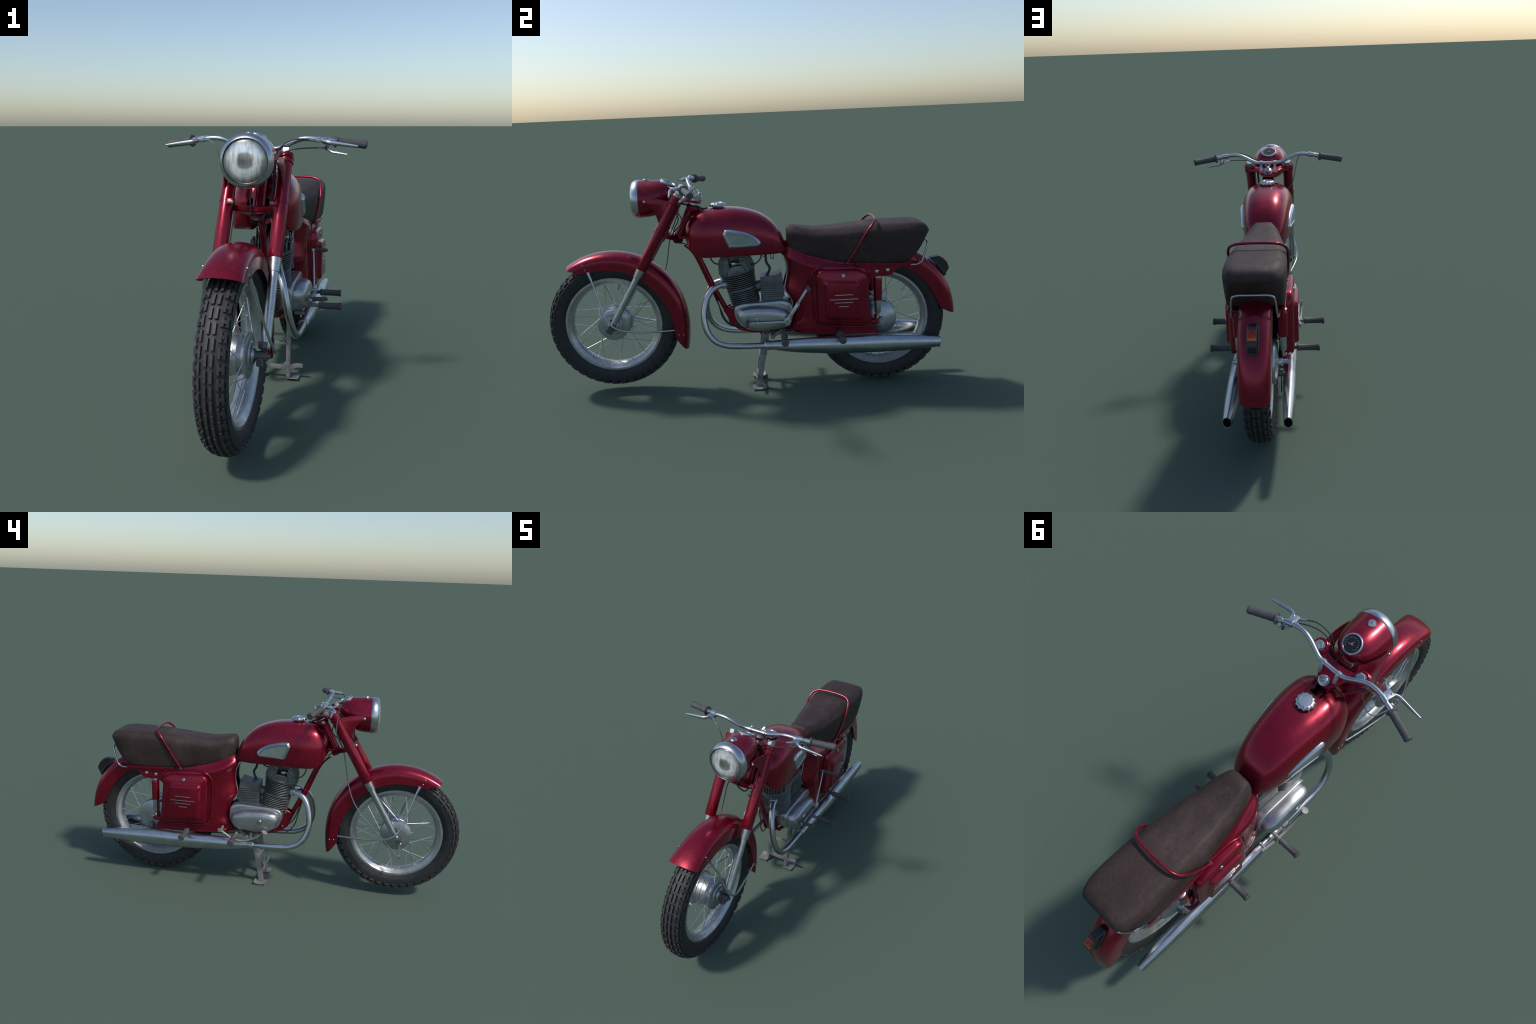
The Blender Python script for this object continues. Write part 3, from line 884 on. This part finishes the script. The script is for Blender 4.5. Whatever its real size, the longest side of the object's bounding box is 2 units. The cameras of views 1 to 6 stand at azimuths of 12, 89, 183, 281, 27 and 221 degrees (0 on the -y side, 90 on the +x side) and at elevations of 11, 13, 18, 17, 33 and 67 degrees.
for s in (1, -1):
    NU, NV = 30, 32
    vs, fs = [], []
    for layer in (0, 1):
        for j in range(NV + 1):
            for i in range(NU + 1):
                u_, v = i / NU, j / NV
                y, z = panel_pt(u_, v)
                x = panel_x(u_, v, y, z)
                if layer: x = max(.038, x - .014) if u_ < .3 else x - .012
                vs.append(V((x * s, y, z)))
    n = NU + 1
    off = n * (NV + 1)
    for j in range(NV):
        for i in range(NU):
            a = j * n + i
            fs.append((a, a + 1, a + n + 1, a + n))
            fs.append((off + a, off + a + n, off + a + n + 1, off + a + 1))
    edge = [i for i in range(n)] + [j * n + NU for j in range(1, NV + 1)] + [NV * n + i for i in range(NU - 1, -1, -1)] + [j * n for j in range(NV - 1, 0, -1)]
    for k in range(len(edge)):
        a, b = edge[k], edge[(k + 1) % len(edge)]
        fs.append((a, a + off, b + off, b))
    SPN = make("side_panel", vs, fs, RED, BIKE, 50)
    PANELS.append(SPN)
    # rear rail of the panel under the seat
    g = slab_geo(round_poly([(.54, .622, .002), (.66, .614, .01), (.762, .612, .004), (.764, .602, .004), (.700, .588, .01), (.672, .556, .012), (.575, .545, .01), (.55, .52, .004)], 4), [(.084, .001), (.090, 0), (.102, 0), (.1035, .0015)])
    make("seat_rail", *mirror(g, s), RED, SPN, 35)
    g = slab_geo(round_poly([(.50, .626, .002), (.66, .616, .01), (.764, .613, .003), (.764, .606, .003), (.66, .604, .01), (.50, .608, .002)], 4), [(.080, .001), (.104, 0), (.110, .0), (.1115, .0015)])
    make("seat_rail", *mirror(g, s), RED, SPN, 35)
    for (y, z) in ((.600, .577), (.652, .581)):
        bolt((.1035 * s, y, z), (s, 0, 0), .0098, SPN, STEEL, "bolt", .005, 16, True)
    # raised lip around the lid
    lipc = catmull([(.568, .548, 0), (.562, .580, 0), (.545, .598, 0), (.50, .609, 0), (.43, .613, 0), (.36, .617, 0), (.318, .606, 0), (.294, .580, 0), (.288, .546, 0), (.289, .433, 0), (.297, .360, 0), (.312, .332, 0), (.338, .319, 0), (.43, .312, 0), (.535, .306, 0)], 5)
    def on_panel(y, z):
        v = .5
        for _ in range(6):
            u_ = min(1, max(0, (y - pf(v)) / (pr(v) - pf(v))))
            zb = .284 - .016 * sstep(0, .6, u_)
            v = min(1, max(0, (z - zb) / (ptop(y) - zb)))
        return panel_x(u_, v, y, z)
    make("panel_lip", *tube_geo([(on_panel(p.x, p.y) * s, p.x, p.y) for p in lipc], .0058, 8, 2, False), RED, SPN, 50)
    # lid: two stepped levels
    lid = round_poly([(.307, .601, .045), (.548, .592, .055), (.570, .322, .035), (.311, .328, .045)], 8)
    lin = round_poly([(.344, .547, .020), (.503, .538, .020), (.532, .356, .026), (.347, .364, .026)], 8)
    rr = []
    for x, ins in ((.085, 0), (.122, 0), (.127, .0015), (.131, .005), (.134, .011)):
        o = inset2(lid, ins) if ins else lid
        rr.append([V((x * s, p.x, p.y)) for p in o])
    for x, ins in ((.136, -.010), (.1375, -.004), (.140, 0), (.148, .003), (.152, .006), (.1535, .011)):
        o = inset2(lin, ins) if ins else lin
        rr.append([V((x * s, p.x, p.y)) for p in o])
    LID = make("toolbox_lid", *rings_geo(rr), RED, SPN, 45)
    rev("lid_screw", [(-.003, .0092), (.003, .0092), (.0055, .0072), (.006, .001)], (.1345 * s, .436, .570), (s, 0, .25), STEEL, SPN, 16, 30)
    make("screw_slot", *box_geo((.1405 * s, .436, .5715), (.001, .014, .0025), Matrix.Rotation(radians(-25), 4, 'X')), BLACK, SPN, 0)
    for (y0, y1, z) in ((.392, .477, .482), (.367, .502, .4605), (.392, .477, .444), (.410, .456, .4255)):
        make("trim_bar", *beam_geo((.1545 * s, y0, z), (.1545 * s, y1, z), .004, .004, .0012), CHROME, SPN, 40)
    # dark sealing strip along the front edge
    ed = [panel_pt(0, v / 20) for v in range(8, 20)]
    tube("edge_strip", [((panel_x(0, .4 + i * .05, 0, 0) - .008) * s, y - .004, z) for i, (y, z) in enumerate(ed)], .004, STEEL, SPN, 8, 2)
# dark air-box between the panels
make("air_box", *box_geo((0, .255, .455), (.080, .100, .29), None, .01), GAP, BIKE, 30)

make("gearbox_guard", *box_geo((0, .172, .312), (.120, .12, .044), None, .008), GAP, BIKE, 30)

# ------------------------------------------------------------------ tail light
TL = make("tail_light", *join_geo([slab_geo(round_poly([(.878, .611, .006), (.925, .617, .004), (.962, .583, .006), (.973, .557, .006), (.950, .514, .006), (.938, .516, .004), (.918, .560, .02)], 3), [(-.0165, .003), (-.0140, 0), (.0140, 0), (.0165, .003)])]), BLACK, BIKE, 35)
pl = []
for i in range(12):
    a = radians(48 - 17.5 * i / 11)
    er = V((0, cos(a), sin(a)))
    pl.append([RA + er * (.382 + dr) + V((x, 0, 0)) for dr, x in [(dr_, x_ * (.62 + .38 * min(1, (min(i, 11 - i) / 2.0)) ** .5)) for dr_, x_ in ((-.004, -.023), (.005, -.023), (.008, -.020), (.008, .020), (.005, .023), (-.004, .023))]])
make("light_base", *rings_geo(pl), BLACK, TL, 40)
make("light_lens", *slab_geo(round_poly([(.934, .6115, .002), (.940, .6080, .003), (.9615, .5875, .004), (.9655, .581, .002), (.955, .574, .001), (.926, .600, .001)], 3), [(-.0155, .001), (-.0145, 0), (.0145, 0), (.0155, .001)]), TAILLENS, TL, 35)

# ------------------------------------------------------------------ engine
ENG = empty("engine", BIKE)
case_o = [(-.092, .390, .03), (-.085, .428, .03), (-.050, .441, .03), (.060, .445, .02), (.150, .450, .02), (.195, .432, .025), (.198, .360, .03), (.170, .312, .03), (.020, .304, .04), (-.065, .325, .04)]
oc_ = round_poly(case_o, 5)
make("crankcase", *slab_geo(oc_, [(-.053, .003), (-.0505, .003), (-.049, 0), (.049, 0), (.0505, .003), (.053, .003)]), ALU, ENG, 40)
cov = round_poly([(-.086, .386, .05), (-.072, .423, .05), (.0, .437, .07), (.120, .429, .07), (.184, .404, .05), (.192, .358, .05), (.165, .318, .05), (.030, .305, .07), (-.055, .325, .06)], 6)
def polar(outline, c, n=72):
    out = []
    m = len(outline)
    for k in range(n):
        a = 2 * pi * k / n
        dx, dy = cos(a), sin(a)
        best = .01
        for i in range(m):
            p, q = outline[i] - c, outline[(i + 1) % m] - c
            den = dx * (q.y - p.y) - dy * (q.x - p.x)
            if abs(den) < 1e-12: continue
            t = (p.x * (q.y - p.y) - p.y * (q.x - p.x)) / den
            w = (p.x * dy - p.y * dx) / den
            if t > 0 and -1e-6 <= w <= 1 + 1e-6: best = max(best, t)
        out.append(V((best * dx, best * dy)))
    return out
cc = V((.054, .370))
P0, P1 = polar(oc_, cc), polar(cov, cc)
for s in (1, -1):
    rr = []
    for x, m, sc_ in ((.052, 0, 1), (.078, 0, 1), (.0835, 0, .992), (.0865, 0, .972), (.0872, .5, .962), (.0880, 1, .968), (.098, 1, .965), (.108, 1, .950), (.117, 1, .922), (.125, 1, .88), (.132, 1, .81), (.137, 1, .71), (.1395, 1, .58), (.1408, 1, .38), (.1412, 1, .12)):
        rr.append([V((x * s, cc.x + p.x * sc_, cc.y + p.y * sc_)) for p in [a_.lerp(b_, m) for a_, b_ in zip(P0, P1)]])
    make("crankcase_cover", *rings_geo(rr), ALU, ENG, 60)
    rev("cover_plug", [(-.006, .013), (.002, .013), (.007, .009), (.008, .001)], (.139 * s, .022, .378), (s, 0, 0), CHROME, ENG, 20, 40)
    for (y, z) in ((.122, .398), (.118, .330)):
        bolt((.1325 * s, y, z), (s, 0, 0), .0055, ENG, STEEL, "bolt", .004, 10, True)
# cylinder: axis leans forward
CB = V((0, -.0335, .432))
CD = V((0, -.212, 1)).normalized()
CF = V((0, -1, -.212)).normalized()      # forward in fin plane
def cyl_pt(h, x, f): return CB + CD * h + V((x, 0, 0)) + CF * f
rev("cylinder", [(-.02, .055), (0, .056), (.16, .060)], CB, CD, FIN, ENG, 28)
def squircle(rx, ry, n, e):
    o = []
    for k in range(n):
        a = 2 * pi * k / n
        c, s_ = cos(a), sin(a)
        o.append((rx * abs(c) ** (2 / e) * (1 if c >= 0 else -1), ry * abs(s_) ** (2 / e) * (1 if s_ >= 0 else -1)))
    return o
FT = .0042
for i in range(16):
    if i < 7:
        h = .004 + i * .0096; rx, ry, e = .070, .0735, 3.2
    else:
        k = i - 7
        h = .078 + k * .0098; rx = .074 + .013 * (k / 8) ; ry = .0735 + .0135 * (k / 8); e = 2.2
    o = squircle(rx, ry, 48, e)
    rr = []
    for dh, ins in ((-FT / 2, .0012), (-FT / 4, 0), (FT / 4, 0), (FT / 2, .0012)):
        rr.append([cyl_pt(h + dh, x * (1 - ins / rx), f * (1 - ins / ry)) for x, f in o])
    make("cylinder_fin", *rings_geo(rr), FIN, ENG, 40)
make("cylinder_band", *rings_geo([[cyl_pt(h, x, f) for x, f in squircle(.072, .0735, 40, 2.6)] for h in (.069, .0765)]), FIN, ENG, 40)
make("head_gasket", *rings_geo([[cyl_pt(h, x, f) for x, f in squircle(r, r, 48, 2.05)] for h, r in ((.158, .085), (.160, .0885), (.166, .089), (.168, .087))]), FIN, ENG, 40)
# cylinder head: upright fins, each a dome-shaped plate with a notch for the plug
make("cylinder_head", *rings_geo([[cyl_pt(.166 + h, x, f) for x, f in squircle(r, r, 40, 2)] for h, r in ((0, .080), (.012, .078), (.024, .062), (.032, .030))]), FIN, ENG, 50)
nf = 13
for i in range(nf):
    x = -.081 + .162 * i / (nf - 1)
    hl = sqrt(max(0.0004, .0905 ** 2 - x * x))
    top = .076 * (1 - (abs(x) / .094) ** 2.6) + .008
    notch = .027 if .025 < abs(x) < .075 else 0
    segs = [(-hl, -notch), (notch, hl)] if notch else [(-hl, hl)]
    for a, b in segs:
        N = 20
        up_, dn = [], []
        for k in range(N + 1):
            f = a + (b - a) * k / N
            q = min(1, abs(f) / hl)
            z = top * (1 - q ** 4.5) ** .5 + .166
            up_.append((f, max(z, .1685)))
        prof2 = up_ + [(b, .164), (a, .164)]
        rr = []
        for dx, sc_ in ((-.0028, 0), (-.0018, .0012), (.0018, .0012), (.0028, 0)):
            rr.append([cyl_pt(z + (sc_ if j < N + 1 else 0), x + dx, f) for j, (f, z) in enumerate(prof2)])
        make("cylinder_head_fin", *rings_geo(rr), FIN, ENG, 40)
for s in (1, -1):
    c = V((.054 * s, -.080, .628))
    make("spark_plug_cap", *join_geo([rev_geo([(-.02, .010), (0, .0145), (.012, .0145), (.018, .010), (.020, .001)], c, (s * .3, -.1, 1), 16),
                                      cyl_geo(c + V((0, 0, .006)), c + V((.004 * s, .032 * s, .006)), .0072, 12, .005)]), ALU, ENG, 40)
tube("plug_lead", [(.056, -.045, .623), (.054, -.01, .625), (.045, .025, .630), (.036, .05, .652), (.034, .056, .69)], .0034, CABLE, ENG, 8, 6)
tube("plug_lead", [(-.056, -.110, .621), (-.054, -.140, .612), (-.046, -.175, .617), (-.038, -.195, .645), (-.034, -.196, .69)], .0034, CABLE, ENG, 8, 6)
# exhaust ports
for s in (1, -1):
    make("exhaust_port", *join_geo([cyl_geo((.022 * s, -.075, .530), (.032 * s, -.126, .530), .019, 20),
                                    cyl_geo((.032 * s, -.124, .530), (.037 * s, -.146, .527), .0205, 20, None, .002)]), ALU, ENG, 30)
# carburettor cover block behind the cylinder
blk = [(.043, .462, .004), (.160, .458, .004), (.154, .535, .004), (.147, .577, .006), (.110, .566, .02), (.044, .561, .006)]
make("carburettor_cover", *slab_geo(round_poly(blk, 4), [(-.047, .0015), (-.0455, 0), (.0455, 0), (.047, .0015)]), FIN, ENG, 35)
make("carburettor_base", *box_geo((0, .098, .446), (.080, .108, .04), None, .004), FIN, ENG, 30)
make("intake", *cyl_geo((0, .01, .50), (0, .05, .51), .028, 20), FIN, ENG)
for i in range(7):
    z = .468 + i * .0105
    make("cover_rib", *beam_geo((0, .044 , z + .0005), (0, .158 - .005 * i / 6, z - .002), .1060, .0056, .001), FIN, ENG, 30)
for s in (1, -1):
    make("cover_clip", *box_geo((.046 * s, .098, .547), (.006, .012, .024), None, .002), FIN, ENG, 30)
    make("cover_band", *beam_geo((.0462 * s, .046, .549), (.0462 * s, .084, .548), .004, .004, .001), FIN, ENG, 30)
make("hose_union", *join_geo([rev_geo([(0, .012), (.006, .012), (.008, .007), (.018, .006)], (.025, .078, .558), (0, 0, 1), 14)]), DARKMETAL, ENG, 30)
tube("fuel_hose", [(.03, .074, .70), (.03, .075, .655), (.032, .078, .628), (.034, .092, .603), (.03, .088, .585), (.026, .078, .565)], .0062, CABLE, ENG, 10, 6)
rev("petcock", [(0, .007), (.012, .009), (.030, .009), (.034, .006)], (.045, .106, .682), (0, 0, -1), STEEL, TANK, 14, 30)
tube("fuel_line", [(.03, .02, .69), (.03, .045, .672), (.03, .07, .655)], .0016, CABLE, ENG, 6, 4)

# ------------------------------------------------------------------ exhausts
for s in (1, -1):
    pp = [(.035, -.128, .529), (.042, -.155, .526), (.055, -.190, .510), (.070, -.216, .475), (.084, -.231, .425), (.096, -.234, .365), (.106, -.219, .310), (.113, -.185, .268), (.116, -.135, .246), (.116, -.06, .238), (.115, .03, .236), (.115, .075, .235)]
    EX = tube("exhaust_pipe", [(x * s, y, z) for x, y, z in pp], .0152, CHROME, BIKE, 20, 8)
    mf = pchip([(.050, .236, .0185, .019), (.056, .236, .0225, .0235), (.078, .2355, .0225, .0235), (.080, .2355, .0205, .022), (.120, .233, .0225, .0265), (.200, .229, .0265, .0345), (.300, .2255, .0295, .0405),
                (.420, .2225, .0310, .0440), (.580, .2205, .0310, .0450), (.700, .2190, .0290, .0415), (.800, .2170, .0250, .0350), (.904, .2140, .0185, .0260)])
    rr = []
    n = 20
    yl = [.050, .053, .056, .060, .074, .078, .0795, .081] + [.09 + i * .03 for i in range(27)] + [.888, .904]
    for y in yl:
        zc, hw, hh = mf(y)
        cut = .004
        rr.append([V(((.115 + hw * cos(2 * pi * k / n)) * s, y + (cut * sin(2 * pi * k / n) if y > .9 else 0), zc + hh * sin(2 * pi * k / n))) for k in range(n)])
    zc, hw, hh = mf(.904)
    for y, f in ((.9035, .86), (.80, .80)):
        rr.append([V(((.115 + hw * f * cos(2 * pi * k / n)) * s, y + (.004 * sin(2 * pi * k / n) if y > .9 else 0), zc + hh * f * sin(2 * pi * k / n))) for k in range(n)])
    MUF = make("muffler", *rings_geo(rr, True, True, True), CHROME, BIKE, 40)
    make("muffler_lip", *slab_geo([V((.898, .190)), V((.906, .186)), V((.906, .180)), V((.902, .182))], [(.1135, 0), (.1165, 0)]) if s > 0 else mirror(slab_geo([V((.898, .190)), V((.906, .186)), V((.906, .180)), V((.902, .182))], [(.1135, 0), (.1165, 0)]), -1), CHROME, MUF, 0)
    rr = []
    for y in (.79, .9032):
        rr.append([V(((.115 + hw * .84 * cos(2 * pi * k / n)) * s, y - .002, zc + hh * .84 * sin(2 * pi * k / n))) for k in range(n)])
    make("muffler_bore", *rings_geo(rr, True, True, False), GAP, MUF, 40)

# ------------------------------------------------------------------ foot pegs, pedals
def peg_geo(x0, x1, xr, y, z, dy):
    p = lambda x: V((x, y + dy * (x1 - x), z))
    n = 24
    a = cyl_geo(p(x0), p(xr + .004), .0085, 12)
    rr = []
    L = x1 - xr
    for t, r, fl in ((0, .0125, 0), (.02, .0165, 0), (.07, .0165, 0), (.11, .0142, .9), (.87, .0142, .9), (.91, .0168, 0), (.97, .0168, 0), (1.0, .0135, 0)):
        c = p(xr + L * t)
        rr.append([c + V((0, cos(2 * pi * k / n), sin(2 * pi * k / n))) * (r - (.0014 if (fl and k % 3 == 0) else 0)) for k in range(n)])
    b = rings_geo(rr)
    return a, b
for s in (1, -1):
    a, b = peg_geo(.075, .269, .170, .146, .297, 0)
    PG = make("footpeg", *mirror(b, s), GRIP, BIKE, 40)
    make("peg_bar", *mirror(join_geo([a, beam_geo((.08, .140, .300), (.098, .094, .276), .018, .016, .003), cyl_geo((.070, .092, .275), (.112, .092, .275), .0115, 16, None, .001)]), s), STANDMETAL, PG, 30)
    a, b = peg_geo(.085, .243, .143, .416, .287, 0)
    PG = make("footpeg", *mirror(b, s), GRIP, BIKE, 40)
    make("peg_bar", *mirror(a, s), DARKMETAL, PG, 30)
# kick and gear lever on the right
GL = make("gear_lever", *join_geo([cyl_geo((.120, .163, .360), (.156, .163, .360), .010, 16), cyl_geo((.136, .163, .360), (.157, .163, .360), .0165, 20, None, .002),
                                   beam_geo((.150, .165, .360), (.157, -.022, .362), .008, .015, .003), cyl_geo((.152, -.028, .366), (.162, -.028, .366), .0115, 14)]), STEEL, BIKE, 40)
rev("pedal_rubber", [(0, .008), (.004, .0098)] + [(.008 + i * .006 + dd, .0098 - (.0016 if dd else 0)) for i in range(9) for dd in (0, .003)] + [(.064, .0098), (.067, .006), (.071, .006), (.072, .003)], (.154, -.028, .371), (1, .01, .05), GRIP, GL, 16, 40)
KL = make("kick_lever", *join_geo([box_geo((.146, .166, .368), (.018, .030, .026), Matrix.Rotation(radians(-55), 4, 'X'), .003), beam_geo((.145, .164, .366), (.134, .220, .448), .009, .018, .003), beam_geo((.136, .214, .440), (.125, .268, .520), .008, .0135, .003),
                                   cyl_geo((.118, .268, .520), (.134, .268, .520), .009, 14)]), STEEL, BIKE, 40)
rev("pedal_rubber", [(0, .008), (.003, .0095)] + [(.007 + i * .006 + dd, .0095 - (.0014 if dd else 0)) for i in range(7) for dd in (0, .003)] + [(.050, .0095), (.053, .006), (.060, .006), (.061, .003)], (.130, .268, .520), (1, .0, .06), GRIP, KL, 16, 40)
# brake pedal on the left
BP = make("brake_pedal", *join_geo([tube_geo([(-.150, .228, .315), (-.150, .200, .298), (-.150, .165, .276), (-.151, .120, .268), (-.153, .075, .276), (-.156, .035, .296), (-.159, .0, .325)], lambda t: .0085 - .002 * t, 10, 6, True, .8),
                                    cyl_geo((-.120, .222, .325), (-.156, .222, .315), .0075, 12), box_geo((-.150, .232, .314), (.014, .018, .018), None, .002),
                                    cyl_geo((-.095, .092, .283), (-.136, .090, .281), .009, 14)]), STANDMETAL, BIKE, 40)
rev("pedal_pad", [(0, .012), (.002, .0165), (.005, .0165), (.006, .012)], (-.160, -.010, .330), (-.15, -.35, .93), STANDMETAL, BP, 20, 40)

# ------------------------------------------------------------------ stand
STN = empty("stand", BIKE)
for s in (1, -1):
    make("stand_leg", *join_geo([beam_geo((.050 * s, .062, .300), (.053 * s, .042, .165), .016, .034, .002), beam_geo((.053 * s, .043, .168), (.057 * s, .014, .006), .017, .027, .002)]), STANDMETAL, STN, 30)
    rr = []
    for i in range(9):
        t = -1 + i / 4
        y = .016 + t * .033
        z = .0015 + .007 * t * t
        rr.append([V((.052 * s, y, z)), V((.104 * s, y, z)), V((.104 * s, y, z + .004)), V((.052 * s, y, z + .004))])
    make("stand_foot", *rings_geo(rr), STANDMETAL, STN, 40)
    cyl = cyl_geo((.038 * s, .058, .290), (.066 * s, .058, .290), .014, 18, None, .001)
    make("stand_pivot", *cyl, DARKMETAL, STN, 30)
make("stand_brace", *beam_geo((-.054, .032, .152), (.054, .032, .152), .010, .018, .001, (0, 0, 1)), STANDMETAL, STN, 30)
make("stand_brace", *join_geo([beam_geo((-.060, .012, .050), (.068, .012, .050), .020, .008, .001, (0, 0, 1)), beam_geo((.066, .010, .050), (.094, .006, .064), .020, .006, .001, (0, 0, 1)), beam_geo((.092, .006, .064), (.121, .006, .062), .018, .006, .001, (0, 0, 1))]), STANDMETAL, STN, 30)
for s in (1, -1):
    make("stand_gusset", *join_geo([beam_geo((.046 * s, .050, .255), (.010 * s, .050, .280), .006, .010), beam_geo((.048 * s, .036, .140), (.030 * s, .030, .150), .006, .010), beam_geo((.052 * s, .022, .075), (.035 * s, .016, .055), .006, .010), beam_geo((.052 * s, .036, .185), (.034 * s, .034, .158), .006, .010)]), STANDMETAL, STN, 30)
make("stand_bracket", *box_geo((0, .055, .285), (.085, .05, .035), None, .004), DARKMETAL, STN, 30)

# ------------------------------------------------------------------ shocks
for s in (1, -1):
    SH = rev("shock_absorber", [(.0, .012), (.002, .0165), (.010, .0170), (.014, .0195), (.016, .0200), (.118, .0200), (.120, .0165)], (.093 * s, .606, .552), (-.02 * s, 0, -1), RED, BIKE, 24, 35)
    make("shock_body", *join_geo([rev_geo([(.0, .0155), (.060, .0155), (.066, .0115)], (.0905 * s, .606, .433), (0, 0, -1), 24), rev_geo([(.06, .008), (.09, .008)], (.090 * s, .605, .433), (0, 0, -1), 14)]), STEEL, SH, 35)
    make("shock_cap", *rev_geo([(-.002, .013), (.0, .0185), (.004, .0195), (.008, .0190)], (.093 * s, .606, .553), (-.02 * s, 0, -1), 24), STEEL, SH, 35)

# ------------------------------------------------------------------ control cables
tube("cable", [(-.183, -.340, 1.025), (-.165, -.352, 1.018), (-.148, -.352, .990), (-.136, -.345, .935), (-.122, -.346, .880), (-.098, -.360, .838), (-.072, -.382, .785), (-.080, -.396, .735), (-.094, -.424, .606), (-.106, -.452, .535), (-.112, -.492, .474), (-.108, -.572, .387), (-.102, -.625, .330), (-.090, -.698, .248)], .0026, CABLEG, BIKE, 8, 6)
tube("cable", [(.181, -.339, 1.025), (.150, -.352, 1.030), (.110, -.360, 1.020), (.080, -.362, .995), (.066, -.358, .965), (.058, -.345, .92), (.052, -.330, .86), (.046, -.355, .81), (.040, -.360, .755), (.030, -.330, .745), (.016, -.312, .735)], .0026, CABLE, BIKE, 8, 6)
tube("cable", [(.206, -.324, .999), (.165, -.345, .998), (.120, -.357, .992), (.085, -.358, .975), (.068, -.350, .955), (.060, -.330, .90), (.056, -.312, .85), (.050, -.362, .79), (.046, -.356, .752), (.024, -.325, .742), (.010, -.300, .728)], .0026, CABLE, BIKE, 8, 6)
tube("cable", [(.030, -.372, .955), (.026, -.322, .935), (.022, -.28, .924), (.026, -.24, .915), (.022, -.205, .900)], .0040, CABLE, BIKE, 8, 6)
tube("cable", [(0, -.425, .89), (-.008, -.432, .83), (-.004, -.430, .785), (.012, -.420, .762), (.026, -.412, .755), (.040, -.402, .772), (.052, -.395, .785)], .0032, CABLE, BIKE, 8, 6)
tube("cable", [(.020, -.195, .50), (.018, -.165, .42), (.022, -.135, .345), (.026, -.105, .318), (.030, -.07, .306)], .0032, CABLE, BIKE, 8, 6)
tube("cable", [(-.016, -.190, .49), (-.018, -.168, .41), (-.022, -.150, .34), (-.03, -.11, .296), (-.04, -.03, .290)], .0030, CABLE, BIKE, 8, 6)
